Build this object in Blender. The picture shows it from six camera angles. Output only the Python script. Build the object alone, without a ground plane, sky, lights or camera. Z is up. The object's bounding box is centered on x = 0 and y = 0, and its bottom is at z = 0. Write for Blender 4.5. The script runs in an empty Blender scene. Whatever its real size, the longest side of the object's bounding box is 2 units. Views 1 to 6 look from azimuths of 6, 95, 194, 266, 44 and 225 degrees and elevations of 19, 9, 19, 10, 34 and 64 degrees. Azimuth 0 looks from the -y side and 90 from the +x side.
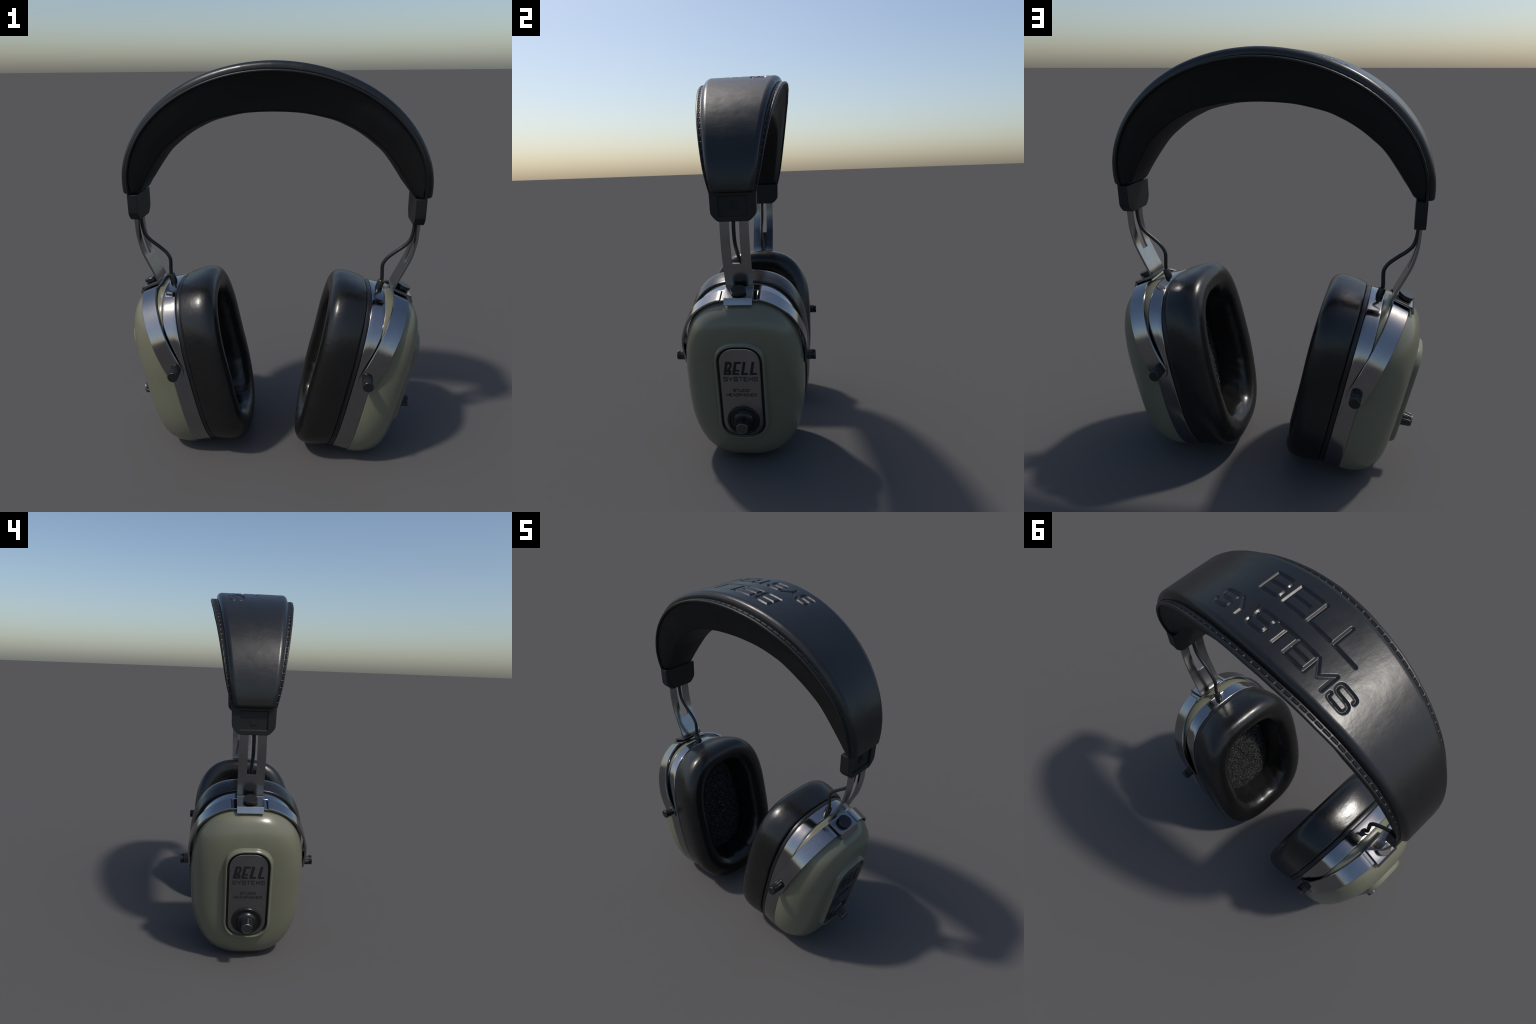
import bpy, math
import numpy as np
from mathutils import Vector

rng = np.random.default_rng(7)
pi = math.pi

# ------------------------------------------------------------------ materials
def new_mat(name):
    m = bpy.data.materials.new(name); m.use_nodes = True
    nt = m.node_tree
    return m, nt, nt.nodes["Principled BSDF"]

def node(nt, kind, **kw):
    n = nt.nodes.new(kind)
    for k, v in kw.items():
        if hasattr(n, k): setattr(n, k, v)
        else: n.inputs[k].default_value = v
    return n

def noise(nt, scale, detail=4, rough=.55, stretch=None):
    tc = nt.nodes.new("ShaderNodeTexCoord")
    n = node(nt, "ShaderNodeTexNoise", Scale=scale, Detail=detail, Roughness=rough)
    if stretch:
        mp = nt.nodes.new("ShaderNodeMapping"); mp.inputs["Scale"].default_value = stretch
        nt.links.new(tc.outputs["Object"], mp.inputs["Vector"]); nt.links.new(mp.outputs[0], n.inputs["Vector"])
    else:
        nt.links.new(tc.outputs["Object"], n.inputs["Vector"])
    return n

def ramp(nt, src, stops):
    r = nt.nodes.new("ShaderNodeValToRGB"); e = r.color_ramp.elements
    while len(e) < len(stops): e.new(.5)
    for el, (p, c) in zip(e, stops):
        el.position = p; el.color = (*c, 1) if len(c) == 3 else c
    nt.links.new(src, r.inputs[0]); return r

def bump(nt, bsdf, src, strength, dist, prev=None):
    b = node(nt, "ShaderNodeBump", Strength=strength, Distance=dist)
    nt.links.new(src, b.inputs["Height"])
    if prev: nt.links.new(prev.outputs[0], b.inputs["Normal"])
    nt.links.new(b.outputs[0], bsdf.inputs["Normal"]); return b

def g(v): return (v, v, v)

def leather(name, base, rough, b_strength, spec=.5):
    m, nt, p = new_mat(name)
    n = noise(nt, 6, 5)
    r = ramp(nt, n.outputs["Fac"], [(.3, tuple(c*.85 for c in base)), (.7, tuple(c*1.12 for c in base))])
    nt.links.new(r.outputs[0], p.inputs["Base Color"])
    rr = ramp(nt, noise(nt, 14, 6, .6).outputs["Fac"], [(.3, g(rough-.04)), (.7, g(rough+.05))])
    nt.links.new(rr.outputs[0], p.inputs["Roughness"])
    p.inputs["Specular IOR Level"].default_value = spec
    b1 = bump(nt, p, noise(nt, 34, 4, .5, (1, .6, 1.2)).outputs["Fac"], b_strength, .006)
    vor = node(nt, "ShaderNodeTexVoronoi", Scale=210)
    tc = nt.nodes.new("ShaderNodeTexCoord"); nt.links.new(tc.outputs["Object"], vor.inputs["Vector"])
    bump(nt, p, vor.outputs["Distance"], b_strength*.12, .0012, b1)
    return m

def plastic(name, base, rough, spec=.5, bstr=.05, bscale=300):
    m, nt, p = new_mat(name)
    r = ramp(nt, noise(nt, 9, 5).outputs["Fac"], [(.3, tuple(c*.88 for c in base)), (.7, tuple(c*1.1 for c in base))])
    nt.links.new(r.outputs[0], p.inputs["Base Color"])
    p.inputs["Roughness"].default_value = rough
    p.inputs["Specular IOR Level"].default_value = spec
    if bstr: bump(nt, p, noise(nt, bscale, 2).outputs["Fac"], bstr, .001)
    return m

def metal(name, base, rough, smudge=.06, brushed=None):
    m, nt, p = new_mat(name)
    p.inputs["Metallic"].default_value = 1
    r = ramp(nt, noise(nt, 10, 6, .65).outputs["Fac"], [(.3, tuple(c*.9 for c in base)), (.7, tuple(min(1, c*1.06) for c in base))])
    nt.links.new(r.outputs[0], p.inputs["Base Color"])
    rr = ramp(nt, noise(nt, 16, 7, .7).outputs["Fac"], [(.35, g(rough)), (.7, g(rough+smudge))])
    nt.links.new(rr.outputs[0], p.inputs["Roughness"])
    if brushed: bump(nt, p, noise(nt, 60, 3, .5, brushed).outputs["Fac"], .05, .001)
    return m

COVER = leather("cover_leather", (.0095, .0095, .0097), .32, .12, .5)
PAD   = leather("pad_leatherette", (.0085, .0084, .0083), .28, .16, .5)
SIDE  = plastic("padding_fabric", (.0062, .0060, .0058), .62, .35, .25, 160)
EDGE  = leather("edging_leather", (.009, .009, .0092), .40, .10, .4)
THREAD= plastic("black_thread", (.008, .008, .008), .5, .4, .3, 400)
BLACK = plastic("black_plastic", (.0105, .0105, .0107), .50, .32, .06)
GLOSS = plastic("satin_black_plastic", (.010, .010, .0105), .3, .5, .03)
RUBBER= plastic("black_rubber", (.010, .010, .0105), .36, .45, .04)
CHROME= metal("chrome", (.33, .33, .335), .10, .07)
STEEL = metal("brushed_steel", (.33, .33, .335), .19, .06)
PLATE = metal("faceplate_steel", (.29, .29, .295), .27, .07)
TIP   = metal("knob_tip_metal", (.13, .13, .13), .42, .05)
INK   = plastic("black_ink", (.012, .012, .0125), .45, .4, 0)

def green_paint():
    m, nt, p = new_mat("sage_green_enamel")
    base = (.152, .151, .105)
    r = ramp(nt, noise(nt, 4, 5, .6).outputs["Fac"], [(.3, tuple(c*.95 for c in base)), (.7, tuple(c*1.05 for c in base))])
    # fine pale chips and scratches of worn enamel
    chip = ramp(nt, noise(nt, 95, 2, .4).outputs["Fac"], [(.735, g(0)), (.765, g(1))])
    mask = ramp(nt, noise(nt, 5, 3).outputs["Fac"], [(.5, g(0)), (.68, g(.5))])
    mul = node(nt, "ShaderNodeMath", operation='MULTIPLY')
    nt.links.new(chip.outputs[0], mul.inputs[0]); nt.links.new(mask.outputs[0], mul.inputs[1])
    mx = nt.nodes.new("ShaderNodeMix"); mx.data_type = 'RGBA'
    nt.links.new(mul.outputs[0], mx.inputs[0]); nt.links.new(r.outputs[0], mx.inputs[6])
    mx.inputs[7].default_value = (.27, .27, .21, 1)
    nt.links.new(mx.outputs[2], p.inputs["Base Color"])
    p.inputs["Roughness"].default_value = .25
    p.inputs["Specular IOR Level"].default_value = .5
    bump(nt, p, noise(nt, 70, 3).outputs["Fac"], .03, .001)
    return m
GREEN = green_paint()

def foam_mat():
    m, nt, p = new_mat("speaker_foam")
    n = noise(nt, 120, 3, .6)
    r = ramp(nt, n.outputs["Fac"], [(.40, g(.004)), (.53, g(.026)), (.69, g(.12))])
    nt.links.new(r.outputs[0], p.inputs["Base Color"])
    p.inputs["Roughness"].default_value = .9
    p.inputs["Specular IOR Level"].default_value = .15
    bump(nt, p, n.outputs["Fac"], .6, .006)
    return m
FOAM = foam_mat()

# ------------------------------------------------------------------ helpers
def link(o, parent=None):
    bpy.context.scene.collection.objects.link(o)
    if parent: o.parent = parent
    return o

def make(name, V, F, mat, parent=None, flip=False, smooth=True, angle=None):
    me = bpy.data.meshes.new(name)
    V = np.asarray(V, float)
    if flip: F = [tuple(reversed(f)) for f in F]
    me.from_pydata([tuple(v) for v in V], [], F); me.validate(); me.update()
    me.materials.append(mat)
    o = link(bpy.data.objects.new(name, me), parent)
    if smooth:
        me.shade_smooth()
        if angle: me.set_sharp_from_angle(angle=math.radians(angle))
    return o

def apply_mods(o):
    dg = bpy.context.evaluated_depsgraph_get()
    me = bpy.data.meshes.new_from_object(o.evaluated_get(dg))
    old = o.data; o.modifiers.clear(); o.data = me; bpy.data.meshes.remove(old)
    return o

def strip_faces(rings, n, closed=True):
    F = []
    for i in range(rings-1):
        for j in range(n if closed else n-1):
            k = (j+1) % n
            F.append((i*n+j, i*n+k, (i+1)*n+k, (i+1)*n+j))
    return F

def catmull(P, m):
    """smooth curve through control points, m samples per span"""
    P = np.asarray(P, float); Q = np.vstack([2*P[0]-P[1], P, 2*P[-1]-P[-2]]); out = []
    for i in range(1, len(Q)-2):
        for t in np.linspace(0, 1, m, endpoint=False):
            a, b, c, d = Q[i-1:i+3]
            out.append(.5*(2*b+(c-a)*t+(2*a-5*b+4*c-d)*t*t+(3*b-a-3*c+d)*t**3))
    out.append(P[-1]); return np.array(out)

def tube(name, path, rad, mat, parent, n=16, flip=False):
    """round tube along a path; rad is a number or one radius per point"""
    P = np.asarray(path, float); R = np.broadcast_to(rad, (len(P),))
    T = np.gradient(P, axis=0); T /= np.linalg.norm(T, axis=1)[:, None]
    ref = np.array([0, 1., 0]); V = []
    for p, t, r in zip(P, T, R):
        a = ref - t*(ref@t)
        if np.linalg.norm(a) < 1e-4: a = np.array([1., 0, 0]) - t*t[0]
        a /= np.linalg.norm(a); b = np.cross(t, a); ref = a
        for k in range(n):
            q = 2*pi*k/n; V.append(p + r*(math.cos(q)*a + math.sin(q)*b))
    F = strip_faces(len(P), n) + [tuple(range(n))[::-1], tuple((len(P)-1)*n+k for k in range(n))]
    return make(name, V, F, mat, parent, flip, angle=40)

# ------------------------------------------------------------------ frames
TH = math.radians(11.68)            # lean of the ear cups
YT = math.radians(24.0)            # lean of the yokes
PIV = (.471, .541)                 # pivot axis (x, z)
def frame(th, side):
    c, s = math.cos(th), math.sin(th)
    def f(P):                      # local (outward, y, up) -> world
        P = np.asarray(P, float).reshape(-1, 3)
        return np.column_stack([side*(PIV[0]+P[:, 0]*c+P[:, 2]*s), P[:, 1], PIV[1]-P[:, 0]*s+P[:, 2]*c])
    return f

# ------------------------------------------------------------------ outlines
def superellipse(a, b, h0, n, N=168):
    t = np.arange(N)*2*pi/N
    c, s = np.cos(t), np.sin(t)
    return np.column_stack([a*np.sign(c)*np.abs(c)**(2/n), h0+b*np.sign(s)*np.abs(s)**(2/n)])

def rounded(a, b, h0, r, N=24, k=2.25):
    """rounded rectangle, half sizes a, b, corner radius r (slightly squarish corners)"""
    P = []
    for cx, cy, q in ((1, 1, 0), (-1, 1, 1), (-1, -1, 2), (1, -1, 3)):
        for i in range(N):
            t = (i/(N-1))*pi/2 + q*pi/2; c, s = math.cos(t), math.sin(t)
            P.append((cx*(a-r)+r*math.copysign(abs(c)**(2/k), c), h0+cy*(b-r)+r*math.copysign(abs(s)**(2/k), s)))
    return np.array(P)

def loft(name, outline, prof, tf, mat, parent, flip, caps=(False, False), warp=None, closed=False, angle=38):
    """outline(offset)->Nx2 (y,h); prof: list of (s, offset)"""
    rings = [np.column_stack([np.full(len(o), s), o]) for s, off in prof for o in [outline(off)]]
    n = len(rings[0]); V = np.vstack(rings)
    if warp: V = warp(V)
    F = strip_faces(len(rings), n)
    if closed:
        m = len(rings)-1
        F += [(m*n+j, m*n+(j+1) % n, (j+1) % n, j) for j in range(n)]
    if caps[0]: F.append(tuple(range(n))[::-1])
    if caps[1]: F.append(tuple((len(rings)-1)*n+j for j in range(n)))
    return make(name, tf(V), F, mat, parent, flip, angle=angle)

def lathe(name, prof, center, tf, mat, parent, flip, n=48, axis=0, ribs=None, angle=35):
    """prof: (r, s); axis 0 = outward, 1 = y, 2 = up. ribs=(count, depth, s0, s1)"""
    V = []
    for r, s in prof:
        for k in range(n):
            q = 2*pi*k/n; rr = r
            if ribs and ribs[2] <= s <= ribs[3]: rr = r - (ribs[1] if (k*ribs[0]*2//n) % 2 else 0)
            a, b = rr*math.cos(q), rr*math.sin(q)
            V.append({0: (s, a, b), 1: (b, s, a), 2: (a, b, s)}[axis])
    V = np.array(V)+np.array(center)
    F = strip_faces(len(prof), n) + [tuple(range(n))[::-1], tuple((len(prof)-1)*n+k for k in range(n))]
    return make(name, tf(V), F, mat, parent, flip, angle=angle)

# ------------------------------------------------------------------ stroke lettering
def soft(pts, r, m=5, closed=False):
    """round the corners of a polyline by radius r"""
    pts = [np.array(p, float) for p in pts]; n = len(pts); out = []
    for i, p in enumerate(pts):
        if not closed and i in (0, n-1): out.append(p); continue
        a, b = pts[i-1], pts[(i+1) % n]
        da, db = np.linalg.norm(a-p), np.linalg.norm(b-p)
        ra, rb = min(r, da*.49), min(r, db*.49)
        pa, pb = p+(a-p)/da*ra, p+(b-p)/db*rb
        for t in np.linspace(0, 1, m): out.append((1-t)**2*pa+2*t*(1-t)*p+t*t*pb)
    if closed: out.append(out[0])
    return np.array(out)

def glyph(ch, w, r=.2):
    """list of polylines in a box w wide, 1 high"""
    S = lambda p, rr=r, c=False: soft(p, rr, 5, c)
    A = lambda p: np.array(p, float)
    return {
     'S': lambda: [S([(w, .76), (w, 1), (0, 1), (0, .5), (w, .5), (w, 0), (0, 0), (0, .24)])],
     'Y': lambda: [A([(0, 1), (w/2, .42), (w, 1)]), A([(w/2, .42), (w/2, 0)])],
     'T': lambda: [A([(0, 1), (w, 1)]), A([(w/2, .99), (w/2, 0)])],
     'E': lambda: [A([(w, 1), (0, 1), (0, 0), (w, 0)]), A([(.02, .5), (w*.85, .5)])],
     'M': lambda: [A([(0, 0), (0, 1), (w/2, .3), (w, 1), (w, 0)])],
     'B': lambda: [A([(0, 0), (0, 1)]), S([(0, 1), (w*.94, 1), (w*.94, .52), (0, .52)], r), S([(w*.7, .52), (w, .52), (w, 0), (0, 0)], r)],
     'L': lambda: [A([(0, 1), (0, 0), (w, 0)])],
     'U': lambda: [S([(0, 1), (0, 0), (w, 0), (w, 1)])],
     'D': lambda: [A([(0, -.06), (0, 1.06)]), S([(.02, 1), (w, 1), (w, 0), (.02, 0)], r*1.5)],
     'I': lambda: [A([(w/2, 0), (w/2, 1)])],
     'O': lambda: [S([(0, 0), (0, 1), (w, 1), (w, 0)], r, True)],
     'H': lambda: [A([(0, 0), (0, 1)]), A([(w, 0), (w, 1)]), A([(.03, .5), (w-.03, .5)])],
     'A': lambda: [A([(0, 0), (w*.5, 1), (w, 0)]), A([(w*.2, .3), (w*.8, .3)])],
     'P': lambda: [S([(0, 0), (0, 1), (w, 1), (w, .42), (.03, .42)], r*.8)],
     'N': lambda: [A([(0, 0), (0, 1), (w, 0), (w, 1)])],
     'R': lambda: [S([(0, 0), (0, 1), (w, 1), (w, .42), (.03, .42)], r*.8), A([(w*.45, .42), (w, 0)])],
    }[ch]()

def ribbon(poly, width):
    """mitred flat ribbon -> left and right edge points"""
    P = np.asarray(poly, float); n = len(P)
    closed = np.allclose(P[0], P[-1])
    D = np.diff(P, axis=0); L = np.linalg.norm(D, axis=1); D = D[L > 1e-7]/L[L > 1e-7][:, None]
    P = np.vstack([P[:-1][L > 1e-7], P[-1:]]); n = len(P)
    N = np.column_stack([-D[:, 1], D[:, 0]]); M = []
    for i in range(n):
        if i == 0: a, b = (N[-1], N[0]) if closed else (N[0], N[0])
        elif i == n-1: a, b = (N[-1], N[0]) if closed else (N[-1], N[-1])
        else: a, b = N[i-1], N[i]
        v = a+b; v /= max(np.linalg.norm(v), 1e-6); M.append(v/max(.45, v@b))
    M = np.array(M)
    return P+M*width/2, P-M*width/2

def lettering(name, lines, tf, mat, parent, lift=.0009):
    """lines: (polyline in plate coords (t, h), stroke width); builds raised strokes"""
    V, F = [], []
    for i, (poly, w) in enumerate(lines):
        A, B = ribbon(poly, w); n = len(A); o = len(V); top = lift+.00012*(i % 4)
        for X, z in ((A, 0), (B, 0), (A, top), (B, top)): V += [(z, p[0], p[1]) for p in X]
        for k in range(n-1):
            a, b, c, d = o+k, o+n+k, o+2*n+k, o+3*n+k
            F += [(c, d, d+1, c+1), (a, c, c+1, a+1), (d, b, b+1, d+1)]
        F += [(o, o+n, o+3*n, o+2*n), (o+n-1, o+3*n-1, o+4*n-1, o+2*n-1)]
    return make(name, tf(np.array(V)), F, mat, parent, smooth=False)

def text_line(txt, t0, t1, h0, h1, stroke, gap=.3, slant=0, r=.2, narrow={'I': .12}):
    w = .85; ws = [narrow.get(c, 1.0) for c in txt]
    H = h1-h0; unit = (t1-t0)/(sum(ws)+gap*(len(txt)-1)); t = t0; out = []
    for c, k in zip(txt, ws):
        W = unit*k
        for p in glyph(c, W/H, r):
            out.append((np.column_stack([t+p[:, 0]*H+slant*p[:, 1]*H, h0+p[:, 1]*H]), stroke))
        t += unit*(k+gap)
    return out

def bold_word(t0, t1, h0, h1, slant=.2, sw=.0138):
    """heavy slanted art-deco capitals with low waists: B E L L"""
    H = h1-h0; out = []; bar = .0112
    def put(t, strokes):
        for wd, p in strokes:
            p = np.asarray(p, float)
            out.append((np.column_stack([t+p[:, 0]+slant*p[:, 1]*H, h0+p[:, 1]*H]), wd))
    k = bar/H/2; st = (sw, [(0, 0), (0, 1)]); e = sw*.3
    pitch = (t1-t0-.040)/3
    put(t0+sw/2, [st, (bar, soft([(e, 1-k), (.0150, 1-k), (.0220, .80), (.0205, .58), (.0120, .335), (e, .31)], .008, 5)),
                  
                  (bar, soft([(.011, .31), (.0232, .28), (.0248, k), (e, k)], .005, 5))])
    put(t0+sw/2+pitch, [st, (bar, [(e, 1-k), (.0275, 1-k)]), (bar*.85, [(e, .33), (.0245, .33)]), (bar*.9, [(e, k*.9), (.026, k*.9)])])
    for i in (2, 3):
        put(t0+sw/2+i*pitch, [st, (bar, [(e, k), (.0265, k)])])
    return out

# ================================================================== root
root = link(bpy.data.objects.new("headphones", None))
root["label"] = "vintage studio headphones, sage green cups, black leather band"
root["category"] = "headphones"

# ================================================================== headband
ZC, HA, HB, HP = 1.4214, .713, .5440, 1.975       # edging strip: super-elliptic arch over straight legs
def arch():
    t = np.linspace(0, pi/2, 1500)
    x = HA*np.sin(t)**(2/HP); z = ZC+HB*np.cos(t)**(2/HP)
    x = np.r_[x, HA, HA-.0005]; z = np.r_[z, 1.41, 1.378]
    keep = np.r_[True, np.hypot(np.diff(x), np.diff(z)) > 1e-6]
    x, z = x[keep], z[keep]
    u = np.r_[0, np.cumsum(np.hypot(np.diff(x), np.diff(z)))]
    return u, x, z
AU, AX, AZ = arch(); SEND = AU[-1]
_us = np.linspace(0, SEND, 700); _xs = np.interp(_us, AU, AX); _zs = np.interp(_us, AU, AZ)
_tx, _tz = np.gradient(_xs), np.gradient(_zs); _l = np.hypot(_tx, _tz)
_nx, _nz = -_tz/_l, _tx/_l
_ker = np.ones(15)/15
def _sm(a, odd):                              # smooth the normals along the arch
    ext = np.r_[(-a if odd else a)[7:0:-1], a, np.full(7, a[-1])]
    return np.convolve(ext, _ker, 'valid')
_nx, _nz = _sm(_nx, True), _sm(_nz, False)
def band(u, y, n):
    """arc position u, sideways y, height n over the edging strip -> world"""
    a = np.abs(u); s = np.sign(u)
    x, z = np.interp(a, _us, _xs), np.interp(a, _us, _zs)
    nx, nz = np.interp(a, _us, _nx), np.interp(a, _us, _nz)
    return np.column_stack([s*(x+n*nx), y+0*u, z+n*nz])
def wf(u):                                    # half width of the edging strip
    return np.interp(SEND-np.abs(u), [0, .06, .125, .23, .36, .5, .7, .9, 1.1, 1.3], [.108, .123, .137, .154, .174, .193, .217, .232, .238, .238])
def wb(u):                                    # half width of the leather cover
    return wf(u)-np.interp(SEND-np.abs(u), [0, .15, .4, .7, 1.1], [.011, .017, .026, .033, .036])
def cov_h(u): return np.interp(np.abs(u), [0, .5, .8, 1.2], [.035, .0315, .027, .025])

# stamped lettering on top: reads from the back, running towards -x
STROKES = []
def stamp(word, spans, y_base, y_top):
    H = y_base-y_top
    for c, (a, b) in zip(word, spans):
        for p in glyph(c, (b-a)/H, .24):
            STROKES.append(np.column_stack([-(a+p[:, 0]*H), y_base-p[:, 1]*H]))
stamp("BELL", [(-.180, -.094), (-.069, .024), (.046, .143), (.161, .262)], -.019, -.112)
stamp("SYSTEMS", [(-.262, -.198), (-.183, -.114), (-.096, -.022), (-.012, .070), (.080, .155), (.166, .249), (.274, .347)], .128, .054)
def stroke_dist(U, Y):
    d = np.full(U.shape, 9.)
    for P in STROKES:
        for a, b in zip(P[:-1], P[1:]):
            e = b-a; L = e@e
            if L < 1e-12: continue
            t = np.clip(((U-a[0])*e[0]+(Y-a[1])*e[1])/L, 0, 1)
            d = np.minimum(d, np.hypot(U-a[0]-t*e[0], Y-a[1]-t*e[1]))
    return d

# --- edging strip (the part that carries the stitching): rounded slab, dented at every stitch
PITCH = .0362; EDGE_END = SEND-.002
def stitch_y(u): return wb(u)+.40*(wf(u)-wb(u))+.001
NST = int(2*(SEND-.03)/PITCH)
ST_U = (np.arange(NST)-(NST-1)/2)*PITCH
def build_edging():
    us = np.linspace(-EDGE_END, EDGE_END, 900); T = .013; r = .0055
    cols = []
    for k in range(8):                        # rounded outer edge, from below to top
        q = -pi/2+pi*k/7; cols.append(('e', r*math.cos(q)-r, -T/2+(T/2)*math.sin(q)))
    inner = np.linspace(0, .05, 22)[1:]
    V = []; 
    for u in us:
        w, yc = float(wf(u)), float(stitch_y(u)); row = []
        for _, dy, n in cols: row.append((w+dy, n))
        for d in inner:
            row.append((w-r-d, 0.))
        V.append(row)
    A = np.array(V)                           # rows x cols x (y, n)
    U = np.repeat(us[:, None], A.shape[1], 1)
    off = (U-ST_U[0])/PITCH; near = (off-np.round(off))*PITCH
    along = np.maximum(np.abs(near)-.0115, 0); across = np.abs(A[:, :, 0]-stitch_y(U))
    d = np.hypot(along, across)
    top = (np.arange(A.shape[1]) >= 7)[None, :]
    A[:, :, 1] -= np.where(top, .0042*np.clip(1-(d/.0050)**2, 0, 1)**.7, 0)
    R = np.dstack([A[:, :, 0], A[:, :, 1]])
    full = np.concatenate([R, np.dstack([-R[:, ::-1, 0], R[:, ::-1, 1]])], 1)   # to the other side
    n = full.shape[1]
    P = band(np.repeat(us, n), full[:, :, 0].ravel(), full[:, :, 1].ravel())
    F = strip_faces(len(us), n) + [tuple(range(n))[::-1], tuple((len(us)-1)*n+k for k in range(n))]
    return make("headband", P, F, EDGE, root, flip=True)
headband = build_edging()

# --- padded leather cover with the stamped words
def build_cover():
    E = SEND-.012; r = .013
    fine = np.arange(-.38, .3801, .0019)
    left = np.linspace(-E+r, -.385, 110); right = -left[::-1]
    mid = np.r_[left, fine, right]
    caps = [math.sin(q)*r for q in np.linspace(0, pi/2, 7)[1:]]; capc = [r*(1-math.cos(q)) for q in np.linspace(0, pi/2, 7)[1:]]
    us = np.r_[[-E+r-c for c in caps[::-1]], mid, [E-r+c for c in caps]]
    sh = np.r_[capc[::-1], np.zeros(len(mid)), capc]
    yn = []
    SH = .027                                 # shoulder radius
    nf = 216
    V = []
    for u, s in zip(us, sh):
        w = float(wb(u))-s; H = float(cov_h(u))-s; R = min(SH, H*.9); side = []
        side.append((w-.004, -.004)); side.append((w+.001, .002))
        for q in np.linspace(0, pi/2, 11):
            side.append((w-R*1.05+R*1.05*math.cos(q), H-R+R*math.sin(q)))
        flat = np.linspace(w-R*1.05, -(w-R*1.05), nf)[1:-1]
        row = side+[(y, H) for y in flat]+[(-y, n) for y, n in side[::-1]]
        V.append(row)
    A = np.array(V); n = A.shape[1]; U = np.repeat(us[:, None], n, 1)
    Y, N = A[:, :, 0].copy(), A[:, :, 1].copy()
    on = N > cov_h(U)*.8
    d = stroke_dist(U, Y); hw = .0095
    N -= np.where(on, .0072*np.clip(1-d/hw, 0, 1) , 0)
    N += np.where(on, .0006*np.sin(U*9+1.3)*np.cos(Y*17+.4), 0)
    P = band(U.ravel(), Y.ravel(), N.ravel())
    F = strip_faces(len(us), n) + [tuple(range(n))[::-1], tuple((len(us)-1)*n+k for k in range(n))]
    return make("leather_cover", P, F, COVER, headband, flip=True, angle=60)
build_cover()

# --- inner padding under the strip
PADIN = catmull([(0, 1.784), (.08, 1.782), (.16, 1.7745), (.275, 1.750), (.345, 1.722), (.41, 1.686), (.475, 1.637), (.53, 1.585), (.600, 1.487), (.655, 1.394)], 30)
def build_padding():
    L = np.r_[0, np.cumsum(np.hypot(*np.diff(PADIN, axis=0).T))]; L /= L[-1]
    fr = np.linspace(0, 1, 150); us = fr*(SEND-.006)
    ix, iz = np.interp(fr, L, PADIN[:, 0]), np.interp(fr, L, PADIN[:, 1])
    top = band(us, 0*us, -.010+0*us); rows = []
    for f, u, x0, z0, x1, z1 in zip(fr, us, top[:, 0], top[:, 2], ix, iz):
        e = max(0, (f-.975)/.025); sh = .012*(1-math.sqrt(max(0, 1-e*e)))     # rounded end
        w = float(wf(u))-.010-sh*.5; d = np.array([x1-x0, z1-z0]); L1 = np.linalg.norm(d); d /= L1; L1 -= sh
        wbot = float(np.interp(f, [0, .25, .5, 1], [.59, .63, .71, .70]))*float(wf(u))-sh*.5; r = min(.018, L1*.35)          # trapezoid: side walls slope in to a narrower face
        ka = math.atan2(L1, w-wbot); prof = [(w-.004, 0), (w-.0005, .004)]
        prof += [(w+(wbot-w)*t+(.014*min(1, f/.45)-.008)*math.sin(pi*t), L1*t) for t in np.linspace(.06, .82, 9)]
        cy = wbot-r*.55
        prof += [(cy+r*math.cos(q), L1-r+r*math.sin(q)) for q in np.linspace(pi/2-ka, pi/2, 8)]
        inn = [(y, L1+(.004+.008*min(1, f/.4))*(1-(y/cy)**2)*min(1, (1-f)/.1)) for y in np.linspace(cy, -cy, 26)[1:-1]]
        full = prof+inn+[(-y, t) for y, t in prof[::-1]]
        rows.append([(x0+d[0]*t, y, z0+d[1]*t) for y, t in full])
    A = np.array(rows); B = A[1:][::-1].copy(); B[:, :, 0] *= -1
    A = np.concatenate([B, A]); n = A.shape[1]
    F = strip_faces(len(A), n) + [tuple(range(n))[::-1], tuple((len(A)-1)*n+k for k in range(n))]
    return make("padding", A.reshape(-1, 3), F, SIDE, headband)
build_padding()

# --- stitches
def capsule(L, r, n=10, m=4):
    V = []
    for sgn in (-1, 1):
        for i in range(m+1):
            q = pi/2*(i/m) if sgn > 0 else pi/2*(1-i/m)
            for k in range(n):
                a = 2*pi*k/n; V.append((sgn*(L+r*math.sin(q)), r*math.cos(q)*math.cos(a), r*math.cos(q)*math.sin(a)))
    F = strip_faces(2*(m+1), n)
    return np.array(V)*1.0, F
cv, cf = capsule(.0095, .0023)
cv[:, [0]] *= 1.0
st_mesh = None
for sgn in (1, -1):
    for u in ST_U:
        y = sgn*float(stitch_y(u))
        p = band(np.array([u]), np.array([y]), np.array([-.0028]))[0]
        q = band(np.array([u+.004]), np.array([sgn*float(stitch_y(u+.004))]), np.array([-.0028]))[0]
        if st_mesh is None:
            o = make("stitch", cv, cf, THREAD, headband); st_mesh = o.data
        else:
            o = link(bpy.data.objects.new("stitch", st_mesh), headband)
        dv = Vector(q-p); o.rotation_mode = 'QUATERNION'
        o.location = p; o.rotation_quaternion = dv.to_track_quat('X', 'Z')

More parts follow.
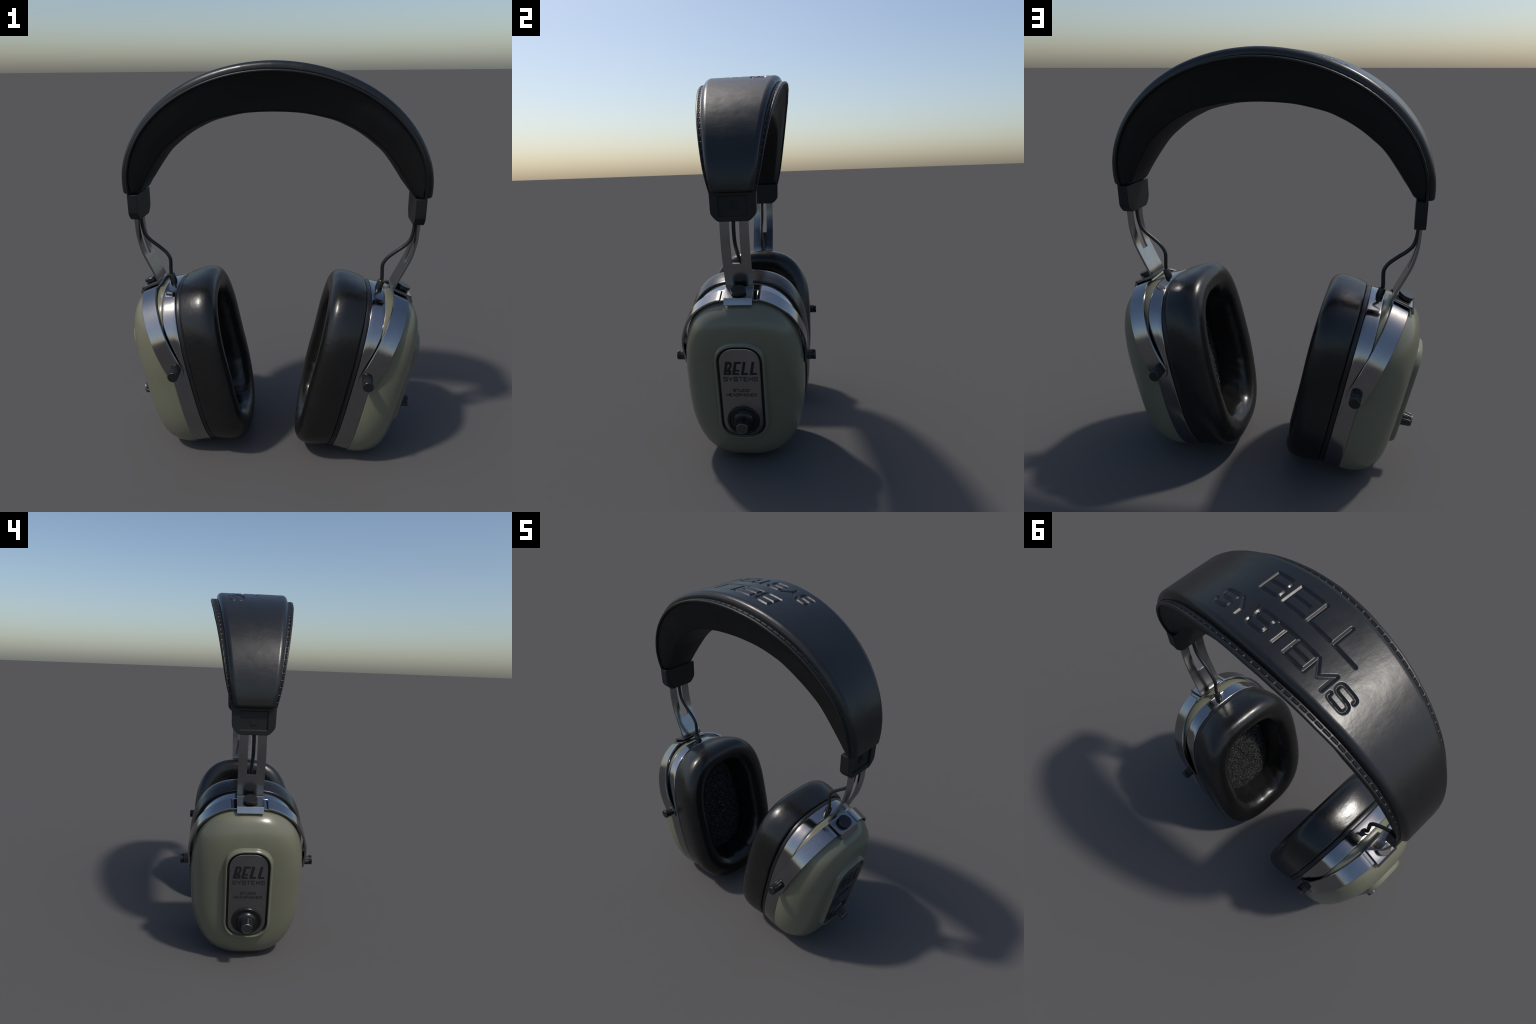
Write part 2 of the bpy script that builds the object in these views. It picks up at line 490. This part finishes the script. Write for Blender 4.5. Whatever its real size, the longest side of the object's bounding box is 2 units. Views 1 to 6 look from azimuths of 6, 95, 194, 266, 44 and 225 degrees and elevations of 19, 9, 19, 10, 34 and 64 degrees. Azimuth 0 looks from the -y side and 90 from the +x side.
# ================================================================== per-side parts
def bevel(o, w, seg=3, ang=30):
    m = o.modifiers.new("bevel", 'BEVEL'); m.width = w; m.segments = seg; m.limit_method = 'ANGLE'; m.angle_limit = math.radians(ang); m.harden_normals = True
    return o

def build_side(side):
    flip = side < 0
    cup = frame(TH, side); yok = frame(YT, side)

    # ---------------- slider block on the end of the band
    x0, x1 = .6635, .7135
    poly = [(.107, 1.388), (-.107, 1.388), (-.1045, 1.300)]
    corner = soft([(-.1070, 1.31), (-.1055, 1.290), (-.0755, 1.2570), (-.055, 1.2565)], .020, 6)
    half = [tuple(p) for p in corner]
    poly = [(-.1090, 1.3885)]+half
    poly = poly+[(-y, z) for y, z in poly[::-1]]
    n = len(poly)
    V = [(side*x0, y, z) for y, z in poly]+[(side*x1, y, z) for y, z in poly]
    F = [tuple(range(n)), tuple(range(n, 2*n))[::-1]]+[(i, i+n, (i+1) % n+n, (i+1) % n) for i in range(n)]
    sl = make("slider", V, F, BLACK, root, flip=not flip, smooth=True, angle=30)
    pz0, pz1, py = 1.2805, 1.3735, .0685; dx0, dx1 = x1-.0085, x1+.01
    cv = [(side*x, y, z) for x in (dx0, dx1) for y, z in ((-py, pz0), (py, pz0), (py, pz1), (-py, pz1))]
    cutter = make("cutter", cv, [(3, 2, 1, 0), (4, 5, 6, 7), (0, 1, 5, 4), (1, 2, 6, 5), (2, 3, 7, 6), (3, 0, 4, 7)], BLACK, None, flip, smooth=False)
    b = sl.modifiers.new("recess", 'BOOLEAN'); b.operation = 'DIFFERENCE'; b.object = cutter; b.solver = 'EXACT'
    bevel(sl, .0024, 3, 25)
    apply_mods(sl); bpy.data.objects.remove(cutter)
    word = "R" if side > 0 else "L"
    def slab(P):
        P = np.asarray(P); return np.column_stack([side*(dx0+P[:, 0]), side*P[:, 1], P[:, 2]])
    lettering("side_letter", text_line(word, -.0125, .0125, 1.310, 1.346, .0065, r=.25), slab, BLACK, sl, .0034)

    # ---------------- arm: slotted strip, folded into a clamp plate and a lip
    outer = np.vstack([[(.6945, .858), (.6905, .872)],
                       soft([(.6905, .872), (.6855, .8905), (.675, .8955)], .0012, 3)[1:-1],
                       [(.665, .900), (.640, .911), (.620, .9195)],
                       soft([(.620, .9195), (.6025, .9275), (.612, .948)], .0015, 3)[1:-1],
                       catmull([(.6165, .958), (.653, 1.036), (.6755, 1.090), (.6935, 1.168), (.6985, 1.25), (.699, 1.33)], 8)])
    ys = [-.068, -.0235, .0235, .068]; V, F = [], []
    for x, z in outer:
        for y in ys: V.append((side*x, y, z))
    for i in range(len(outer)-1):
        for j in range(3):
            if j == 1 and outer[i][1] > 1.050: continue
            F.append((i*4+j, i*4+j+1, (i+1)*4+j+1, (i+1)*4+j))
    arm = make("arm", V, F, STEEL, root, flip=flip, smooth=True)
    m = arm.modifiers.new("thick", 'SOLIDIFY'); m.thickness = .0115; m.offset = -1
    bevel(arm, .0016, 2, 50)
    apply_mods(arm)

    # ---------------- yoke
    A, T, HW = .3255, .4005, .0435; n_ = 2.33; thick = .011
    t = np.linspace(0, pi/2, 60)
    py_ = A*np.cos(t)**(2/n_); pu = T*np.sin(t)**(2/n_)
    keep = py_ > .096
    leg = [(A-.0105, u) for u in (-.0435, -.042, -.038, -.031, -.020, -.010)]        # legs toe in at the pivots
    path = leg+[(a-.0105*max(0, 1-b/.14)**1.4, b) for a, b in zip(py_[keep], pu[keep])]
    ue = path[-1][1]
    path += [(.0925, ue+.0008), (.0900, ue-.0030), (.0870, ue-.0036), (.0845, ue-.0012), (.082, ue-.0008), (.03, ue-.0008)]
    path = np.array(path); path = np.vstack([path, path[::-1]*[-1, 1]])
    tang = np.gradient(path, axis=0); tang /= np.linalg.norm(tang, axis=1)[:, None]
    nrm = np.column_stack([tang[:, 1], -tang[:, 0]])           # outward
    V = []; c = .0016
    for (y, u), nn in zip(path, nrm):
        hw = HW-.0040*min(1, max(0, u/.2)) if u >= 0 else math.sqrt(max(1e-6, .0437**2-u*u)); sh_ = .0052*min(1, max(0, u/.25))
        cc = min(c, hw*.4)
        for a, k in ((-hw+cc, 0), (hw-cc, 0), (hw, -cc), (hw, -thick+cc), (hw-cc, -thick), (-hw+cc, -thick), (-hw, -thick+cc), (-hw, -cc)):
            V.append((a+sh_, y+nn[0]*k, u+nn[1]*k))
    F = strip_faces(len(path), 8)+[tuple(range(8))[::-1], tuple((len(path)-1)*8+k for k in range(8))]
    yoke = make("yoke", yok(V), F, CHROME, root, flip=flip, angle=32)

    for sg in (-1, 1):
        prof = [(.0225, .300), (.0225, .3165), (.0238, .3170), (.0238, .3432), (.0232, .3436), (.0232, .3450), (.0248, .3455), (.0256, .3468), (.0256, .3590), (.0240, .3612), (.004, .3614)]
        lathe("pivot_knob", [(r, sg*q) for r, q in prof], (0, 0, 0), yok, GLOSS, yoke, flip if sg < 0 else not flip, n=72, axis=1)
        prof = [(.0240, .3160), (.0256, .3168), (.0256, .3425), (.0240, .3434)]       # knurled collar under the cap
        lathe("knurled_collar", [(r, sg*q) for r, q in prof], (0, 0, 0), yok, GLOSS, yoke, flip if sg < 0 else not flip, n=96, axis=1, ribs=(24, .0012, -.5, .5), angle=25)
    # clamp screw on the plate
    prof = [(.024, .404), (.024, .4105), (.0355, .4110), (.0365, .4120), (.0365, .4275), (.0350, .4292), (.003, .4294)]
    lathe("clamp_screw", prof, (.012, 0, 0), yok, GLOSS, yoke, flip, n=64, axis=2)

    # ---------------- ear cup shell
    RA, RB, RH, RN = .3050, .4570, -.0835, 2.80
    ringo = lambda off: superellipse(RA+off, RB+off, RH, RN)
    prof = catmull([(.018, -.018), (.021, -.0040), (.036, -.0022), (.073, -.005), (.111, -.015), (.148, -.032), (.178, -.055),
                    (.199, -.086), (.2125, -.122), (.220, -.160), (.2235, -.19), (.225, -.22)], 4)
    def taper(V):                             # the trim ring narrows towards the top, the shell follows it
        V = V.copy(); V[:, 0] -= .013*np.clip(V[:, 2]/.36, 0, 1)*np.clip(1-np.abs(V[:, 0]-.018)/.05, 0, 1); return V
    shell = loft("ear_cup", ringo, [tuple(p) for p in prof], cup, GREEN, root, flip, caps=(False, True), warp=taper)
    # raised surround of the face plate
    PA, PB, PH, PR = .1065, .2515, -.075, .088
    plo = lambda off: rounded(PA+off, PB+off, PH, max(.01, PR+off))
    prof = [(.175, .0270), (.205, .0235), (.222, .0205), (.235, .0170), (.2425, .0125), (.2452, .0090), (.2450, .0055), (.2425, .0035), (.220, .0030)]
    prof = [tuple(p) for p in catmull(prof, 3)]
    loft("faceplate_surround", plo, prof, cup, GREEN, shell, flip)
    loft("faceplate_gap_floor", plo, [(.226, .009), (.2262, -.02)], cup, INK, shell, flip, caps=(False, True))  # black floor of the dark gap round the plate
    loft("faceplate", plo, [(.2255, -.0075), (.2360, -.0075), (.2382, -.0085), (.2395, -.0112)], cup, PLATE, shell, flip, caps=(False, True), angle=25)
    SP = .2395
    def face(P):
        P = np.asarray(P); return cup(np.column_stack([SP+P[:, 0], side*P[:, 1], P[:, 2]]))
    lettering("maker_lettering", bold_word(-.081, .086, .0285, .100), face, INK, shell)
    lettering("maker_lettering", text_line("SYSTEMS", -.080, .083, -.0060, .0150, .0038, .42), face, INK, shell)
    lettering("model_lettering", text_line("STUDIO", -.038, .040, -.0665, -.0525, .0026, .38), face, INK, shell)
    lettering("model_lettering", text_line("HEADPHONES", -.073, .0745, -.0915, -.0775, .0026, .38), face, INK, shell)
    # volume knob
    K = (SP, 0, -.232)
    prof = [(.0805, -.002), (.0805, .0045), (.0785, .0075), (.0735, .0085), (.0685, .0075), (.0655, .0035), (.0565, .0030), (.0535, .0045), (.0515, .0095), (.0455, .0165), (.0405, .0195), (.037, .0200)]
    lathe("knob_washer", prof, K, cup, GLOSS, shell, flip, n=72)
    prof = [(.0362, .018), (.0362, .021), (.0356, .023), (.0308, .0605), (.0298, .0625)]
    kn = lathe("volume_knob", prof, K, cup, GLOSS, shell, flip, n=112, ribs=(28, .0022, .0225, .061), angle=25)
    lathe("knob_tip", [(.0288, .0605), (.0298, .0625), (.0298, .0675), (.0278, .0700), (.0250, .0703), (.0240, .0695), (.004, .0695)], K, cup, TIP, shell, flip, n=48)

    # ---------------- chrome trim ring round the cup
    loft("trim_ring", ringo, [(-.058, -.022), (-.058, -.0025), (-.0562, -.0005), (-.0535, 0), (-.035, 0), (-.015, 0), (.005, 0), (.0170, 0), (.0195, -.0005), (.021, -.0025), (.021, -.022)],
         cup, CHROME, shell, flip, angle=50, warp=taper)
    # black mounting flange
    loft("mounting_flange", ringo, [(-.052, -.08), (-.052, -.012), (-.0585, -.0055), (-.060, -.0035), (-.063, -.0025), (-.078, -.0025), (-.081, -.004), (-.084, -.014), (-.084, -.10)], cup, RUBBER, shell, flip, closed=True, angle=50)

    # ---------------- ear pad
    def pado(off):
        return superellipse(.3245+off, .4670+off, -.0755, 2.88)
    prof = catmull([(-.0825, -.05), (-.0828, -.022), (-.0845, -.0155), (-.0895, -.0115), (-.105, -.0085), (-.14, -.003), (-.175, 0), (-.20, -.001), (-.224, -.007), (-.243, -.021), (-.2545, -.041),
                    (-.2580, -.064), (-.2535, -.089), (-.241, -.111), (-.222, -.1265), (-.197, -.136), (-.160, -.143), (-.120, -.150), (-.075, -.157)], 4)
    def pad_warp(V):
        V = V.copy(); ang = np.arctan2(V[:, 2]+.08, V[:, 1]); 
        inner = np.clip((.30-np.hypot(V[:, 1], (V[:, 2]+.08)*.68))/.06, 0, 1)*np.clip((V[:, 0]+.26)/.05, 0, 1)*np.clip((-V[:, 0]-.06)/.04, 0, 1)
        k = 1+inner*(.0045*np.sin(17*ang+.6)+.003*np.sin(31*ang+2*V[:, 0]*20)+.004*np.sin(9*ang))
        V[:, 1] *= k; V[:, 2] = (V[:, 2]+.08)*k-.08
        V[:, 0] += .0012*np.sin(5*ang+1)*np.clip((-V[:, 0]-.2)/.06, 0, 1)
        return V
    pad = loft("ear_pad", pado, [tuple(p) for p in prof], cup, PAD, root, not flip, warp=pad_warp, angle=70)
    # foam over the driver: a shallow, slightly lumpy cushion
    base = pado(-.146); rings = 30; V = []
    for i in range(rings):
        k = 1-i/rings
        P = (base-[0, -.08])*k+[0, -.08]
        bulge = -.083-.006*(1-k**4)
        for y, h in P:
            V.append((bulge+.0012*math.sin(61*y+3)*math.sin(47*h)+.0014*rng.normal()*(k < .97), y, h))
    V.append((-.089, 0, -.08)); n = len(base)
    F = strip_faces(rings, n)+[((rings-1)*n+j, (rings-1)*n+(j+1) % n, rings*n) for j in range(n)]
    make("speaker_foam", cup(V), F, FOAM, pad, not flip)

    # ---------------- cable
    path = catmull([(.684, -.004, 1.30), (.6835, -.004, 1.262), (.683, -.005, 1.232), (.6775, -.005, 1.192), (.666, -.005, 1.160), (.640, -.005, 1.131), (.602, -.005, 1.1015), (.567, -.004, 1.071), (.5485, -.003, 1.044),
                    (.5435, -.002, 1.022), (.5445, -.001, .990), (.5455, 0, .962), (.5425, 0, .932)], 10)
    path[:, 0] *= side
    cable = tube("cable", path, .0092, RUBBER, root, 16)
    a, b = np.array([side*.545, .001, .9485]), np.array([side*.5165, .002, .858])
    P = [a+(b-a)*t for t in (0, .001, .03, .04, .55, .6, .8, 1)]
    tube("strain_relief", P, [.0115, .0150, .0168, .0172, .0185, .0172, .0165, .0165], GLOSS, cable, 20)

for sd in (1, -1):
    build_side(sd)
